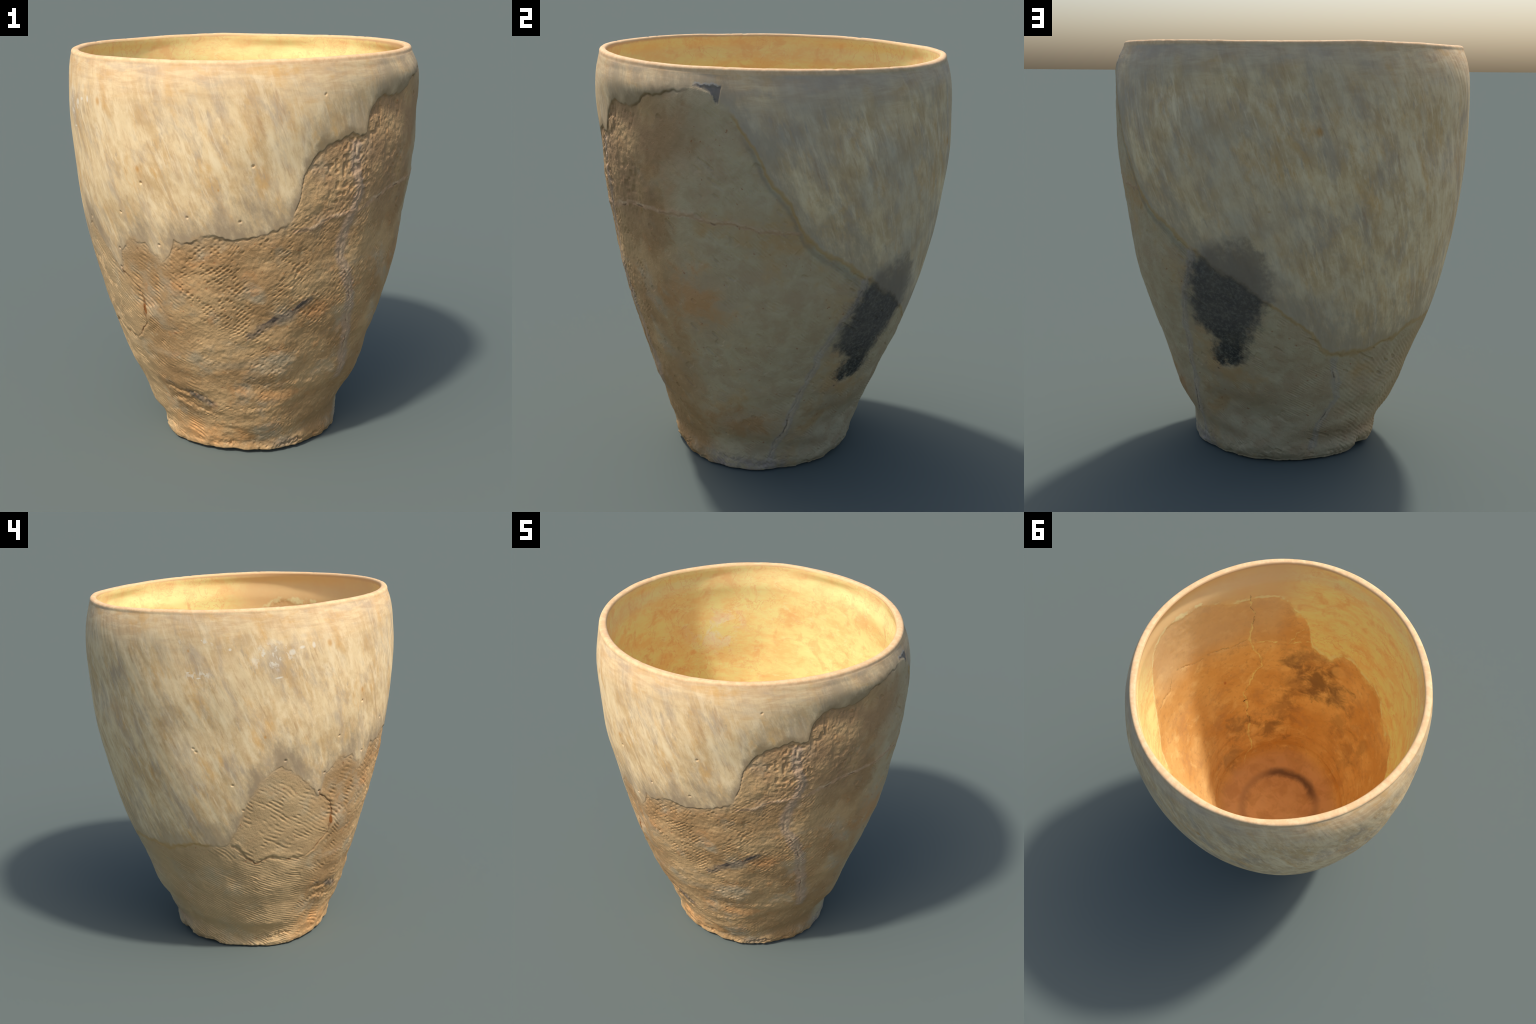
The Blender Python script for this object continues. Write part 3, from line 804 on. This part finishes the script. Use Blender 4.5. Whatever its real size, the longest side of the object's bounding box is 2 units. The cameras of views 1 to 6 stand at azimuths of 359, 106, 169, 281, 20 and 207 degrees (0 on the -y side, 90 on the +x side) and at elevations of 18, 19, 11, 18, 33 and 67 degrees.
# ------------------------------------------------------------------ inside: yellow wash + orange clay
def inside_material():
    T = Tree("ochre_wash_and_orange_clay"); T.setup()
    w = T.warp(2.0)
    e = T.edge(WASH_EDGE, w)
    n0 = T.noise(T.p, 16, 4, .65)
    wash = T.step(T.add(e, T.mul(T.sub(n0, .5), .20)), -.060, .060)
    n1 = T.noise(T.p, 3.2, 4, .6); n2 = T.noise(T.p, 10, 5, .62, .5); n3 = T.noise(T.p, 30, 3, .6)
    T.rag = n2
    lay = T.xyz(T.mul(T.x, .8), T.mul(T.y, .8), T.mul(T.z, 1.7))
    st = T.noise(lay, 6.5, 6, .68, .15); st2 = T.noise(lay, 20, 5, .68)
    yel = T.mix(T.step(st, .36, .62), wash_tone(220, 174, 96), wash_tone(226, 192, 110))
    yel = T.mix(T.mul(T.step(n2, .50, .68), .6), yel, wash_tone(214, 154, 84))
    yel = T.mix(T.mul(T.step(st2, .55, .72), .4), yel, wash_tone(234, 206, 130))
    vein = T.near(T.sub(T.noise(T.p, 9, 4, .6, .8), .5), .022)
    yel = T.mix(T.mul(vein, .35, T.step(n1, .4, .6)), yel, wash_tone(206, 128, 72))
    pale = T.mul(T.spot(128, 1.56, .78, .32, .22, 10, 1.0, 1.2), T.step(T.add(n1, T.mul(T.sub(n2, .5), .9)), .50, .62))
    yel = T.mix(T.mul(pale, .55), yel, wash_tone(228, 206, 160))
    # towards the rim the wash thins to pinkish tan, most on the front and right walls
    thin = T.mul(T.step(T.add(T.z, T.mul(T.sub(n2, .5), .16)), 1.74, 1.92), .22)
    yel = T.mix(thin, yel, wash_tone(214, 170, 108))
    worn = T.mul(T.window(276, 24, 22), T.step(T.add(T.z, T.mul(T.sub(n2, .5), .3)), 1.45, 1.75), .85)
    yel = T.mix(worn, yel, core_tone(188, 134, 80))
    clay = T.mix(T.step(n1, .35, .65), core_tone(196, 134, 70), core_tone(182, 116, 54))
    clay = T.mix(T.mul(T.step(n2, .52, .72), .6), clay, core_tone(204, 148, 84))
    clay = T.mix(T.mul(T.step(n3, .54, .70), .4), clay, core_tone(160, 100, 52))
    clay = T.mix(T.mul(T.step(T.noise(T.p, 6, 5, .7), .50, .68), .55), clay, core_tone(164, 106, 58))
    band = T.noise(T.xyz(T.mul(T.x, .4), T.mul(T.y, .4), T.mul(T.z, 4.0)), 12, 3)
    clay = T.mix(T.mul(T.step(T.z, .7, .3), T.step(band, .5, .7), .4), clay, core_tone(170, 104, 50))
    # upper part of the bare clay is greyer
    grey = T.mul(T.step(T.z, 1.15, 1.45), T.window(285, 15, 15))
    clay = T.mix(T.mul(grey, .6), clay, core_tone(178, 132, 84))
    # smoky smudges
    for a, z, wd, tl, tilt, k, c in ((270, .88, .09, .10, 20, .9, core_tone(92, 58, 30)), (262, .80, .10, .06, -20, .6, core_tone(112, 74, 42)), (276, 1.08, .12, .06, 0, .65, core_tone(120, 78, 42)),
                                     (290, 1.02, .05, .04, 0, .6, core_tone(112, 76, 44)), (285, .80, .07, .10, 0, .5, core_tone(128, 80, 42)), (292, .58, .06, .10, 0, .6, core_tone(120, 72, 38)),
                                     (305, .38, .10, .05, 20, .75, core_tone(104, 68, 38)), (330, .45, .05, .07, 0, .65, core_tone(112, 76, 46)), (345, .22, .06, .06, 0, .5, core_tone(110, 74, 46)),
                                     (250, .60, .05, .10, 0, .5, core_tone(128, 78, 40)), (235, .45, .04, .12, 0, .5, core_tone(130, 82, 44)), (302, 1.78, .04, .03, 0, .5, core_tone(140, 112, 84)),
                                     (226, .62, .03, .1, 0, .4, core_tone(120, 78, 44))):
        clay = T.mix(T.mul(T.spot(a, z, float(body_radius(np.array([[math.radians(a)]]), np.array([[z]]))[0, 0]) - .06, wd * 2.1, tl * 2.1, tilt, 1.0, 3.4), k * .8), clay, c)
    clay = T.mix(T.mul(T.spot(292.3, .95, .70, .04, .025, 0, .3, .6), .8), clay, core_tone(200, 140, 74))
    clay = T.mix(T.mul(T.spot(262, 1.04, .72, .06, .06, 0, .4, .5), .6), clay, core_tone(196, 136, 72))
    col = T.mix(wash, clay, yel)
    # pale rim of the wash where it ends
    rim = T.mul(T.near(T.sub(e, .018), .022, .004), T.step(n2, .40, .55))
    col = T.mix(T.mul(rim, .55), col, core_tone(222, 178, 112))
    # joins and cracks
    w4 = T.warp(4.0)
    for pts, kind, width, k, c in ((IN_SEAM_STEEP, "up", .011, .7, core_tone(220, 170, 96)), (IN_SEAM_LEVEL, "round", .008, .8, core_tone(224, 174, 100)), (IN_SEAM_HOOK, "round", .008, .8, core_tone(224, 174, 100)),
                                   (IN_CRACK, "round", .006, .6, core_tone(124, 86, 48)), (IN_SEAM_LEFT, "up", .009, .6, core_tone(206, 146, 76)), (IN_SEAM_LOW, "round", .007, .6, core_tone(216, 156, 84))):
        d, run = T.seam(pts, kind, w4)
        ragged = T.add(d, T.mul(T.sub(n3, .5), .02))
        col = T.mix(T.mul(T.near(ragged, width, width * .3), run, k * .75, T.step(n2, .40, .58)), col, c)
        if kind == "up":
            col = T.mix(T.mul(T.near(T.add(d, .003), .006, .001), run, T.step(n2, .50, .42), .6), col, core_tone(96, 66, 38))
    col = T.mix(T.spot(318.7, .68, .66, .024, .005, -28, .4), col, core_tone(48, 34, 22))
    col = T.mix(T.mul(T.spot(328.7, .92, .72, .012, .02, 0, .6), .8), col, core_tone(160, 84, 40))
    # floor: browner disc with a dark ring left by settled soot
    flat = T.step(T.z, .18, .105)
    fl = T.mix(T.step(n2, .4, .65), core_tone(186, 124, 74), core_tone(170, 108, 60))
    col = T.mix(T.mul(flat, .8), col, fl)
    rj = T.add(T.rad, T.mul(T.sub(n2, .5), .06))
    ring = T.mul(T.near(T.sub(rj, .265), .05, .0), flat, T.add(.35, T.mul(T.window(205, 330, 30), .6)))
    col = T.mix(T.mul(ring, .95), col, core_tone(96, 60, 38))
    # tan lip
    lipmask = T.step(T.add(T.z, T.mul(T.sub(n3, .5), .012)), 1.970, 1.982)
    col = T.mix(T.mul(lipmask, .85), col, srgb(222, 182, 136))
    T.l.new(col, T.bsdf.inputs["Base Color"])
    T.bsdf.inputs["Roughness"].default_value = .8
    T.bsdf.inputs["Specular IOR Level"].default_value = .25
    nb = T.bump(T.noise(T.p, 60, 4, .6), .3, .004)
    T.put(nb.node.inputs["Strength"], T.add(.35, T.mul(wash, -.25)))
    T.l.new(nb, T.bsdf.inputs["Normal"])
    return T.mat


# ------------------------------------------------------------------ objects
pot = bpy.data.objects.new("clay_vessel", None)
pot["label"] = "tall hand-built clay vessel, cream slip over cord-marked coarse clay"
pot["category"] = "clay pot"
bpy.context.scene.collection.objects.link(pot)
out_mat, in_mat = outside_material(), inside_material()


def quads(r0, r1):
    """faces between rings r0 .. r1 (inclusive) of the skin, as global vertex numbers"""
    i = np.arange(r0, r1)[:, None] * NT
    j = np.arange(NT)[None]; k = (j + 1) % NT
    return np.stack([i + j, i + k, i + NT + k, i + NT + j], -1).reshape(-1, 4)


flat_pos, flat_nrm = grid.reshape(-1, 3), normals.reshape(-1, 3)


def part(name, faces, mat, cap=None):
    used, local = np.unique(faces, return_inverse=True)
    local = local.reshape(-1, 4)
    me = bpy.data.meshes.new(name)
    nf = len(local); extra = 1 if cap is not None else 0
    me.vertices.add(len(used)); me.vertices.foreach_set("co", flat_pos[used].astype(np.float32).ravel())
    loops = local.ravel()
    starts = np.arange(nf) * 4
    if extra:
        loops = np.concatenate([loops, np.searchsorted(used, cap)]); starts = np.append(starts, nf * 4)
    me.loops.add(len(loops)); me.loops.foreach_set("vertex_index", loops.astype(np.int32))
    me.polygons.add(nf + extra); me.polygons.foreach_set("loop_start", starts.astype(np.int32))
    me.polygons.foreach_set("use_smooth", np.ones(nf + extra, bool))
    me.update(calc_edges=True); me.validate()
    me.materials.append(mat)
    me.normals_split_custom_set_from_vertices(flat_nrm[used].tolist())
    ob = bpy.data.objects.new(name, me)
    bpy.context.scene.collection.objects.link(ob)
    ob.parent = pot
    return ob


b0 = n_under                       # first outer ring
foot_rows = int(np.argmin(np.abs(Z[:, 0] - .085)))
f_top = b0 + foot_rows
part("foot", quads(0, f_top), out_mat, cap=np.arange(NT)[::-1])
w_top = b0 + n_outer - 3
wall = quads(f_top, w_top)
ctr_row = wall[:, 0] // NT - b0
ctr_col = wall[:, 0] % NT
is_slip = slip_height(T[ctr_row, ctr_col], Z[ctr_row, ctr_col]) > 0
part("burnished_slip", wall[is_slip], out_mat)
part("coarse_wall", wall[~is_slip], out_mat)
l_end = b0 + n_outer + n_lip
lip_faces = quads(w_top, l_end - 4)
part("rim", lip_faces, rim_material())
in_end = b0 + n_outer + n_lip + n_inner - 1
part("lining", quads(l_end - 4, in_end), in_mat)
part("floor", quads(in_end, NR - 1), in_mat, cap=(NR - 1) * NT + np.arange(NT))
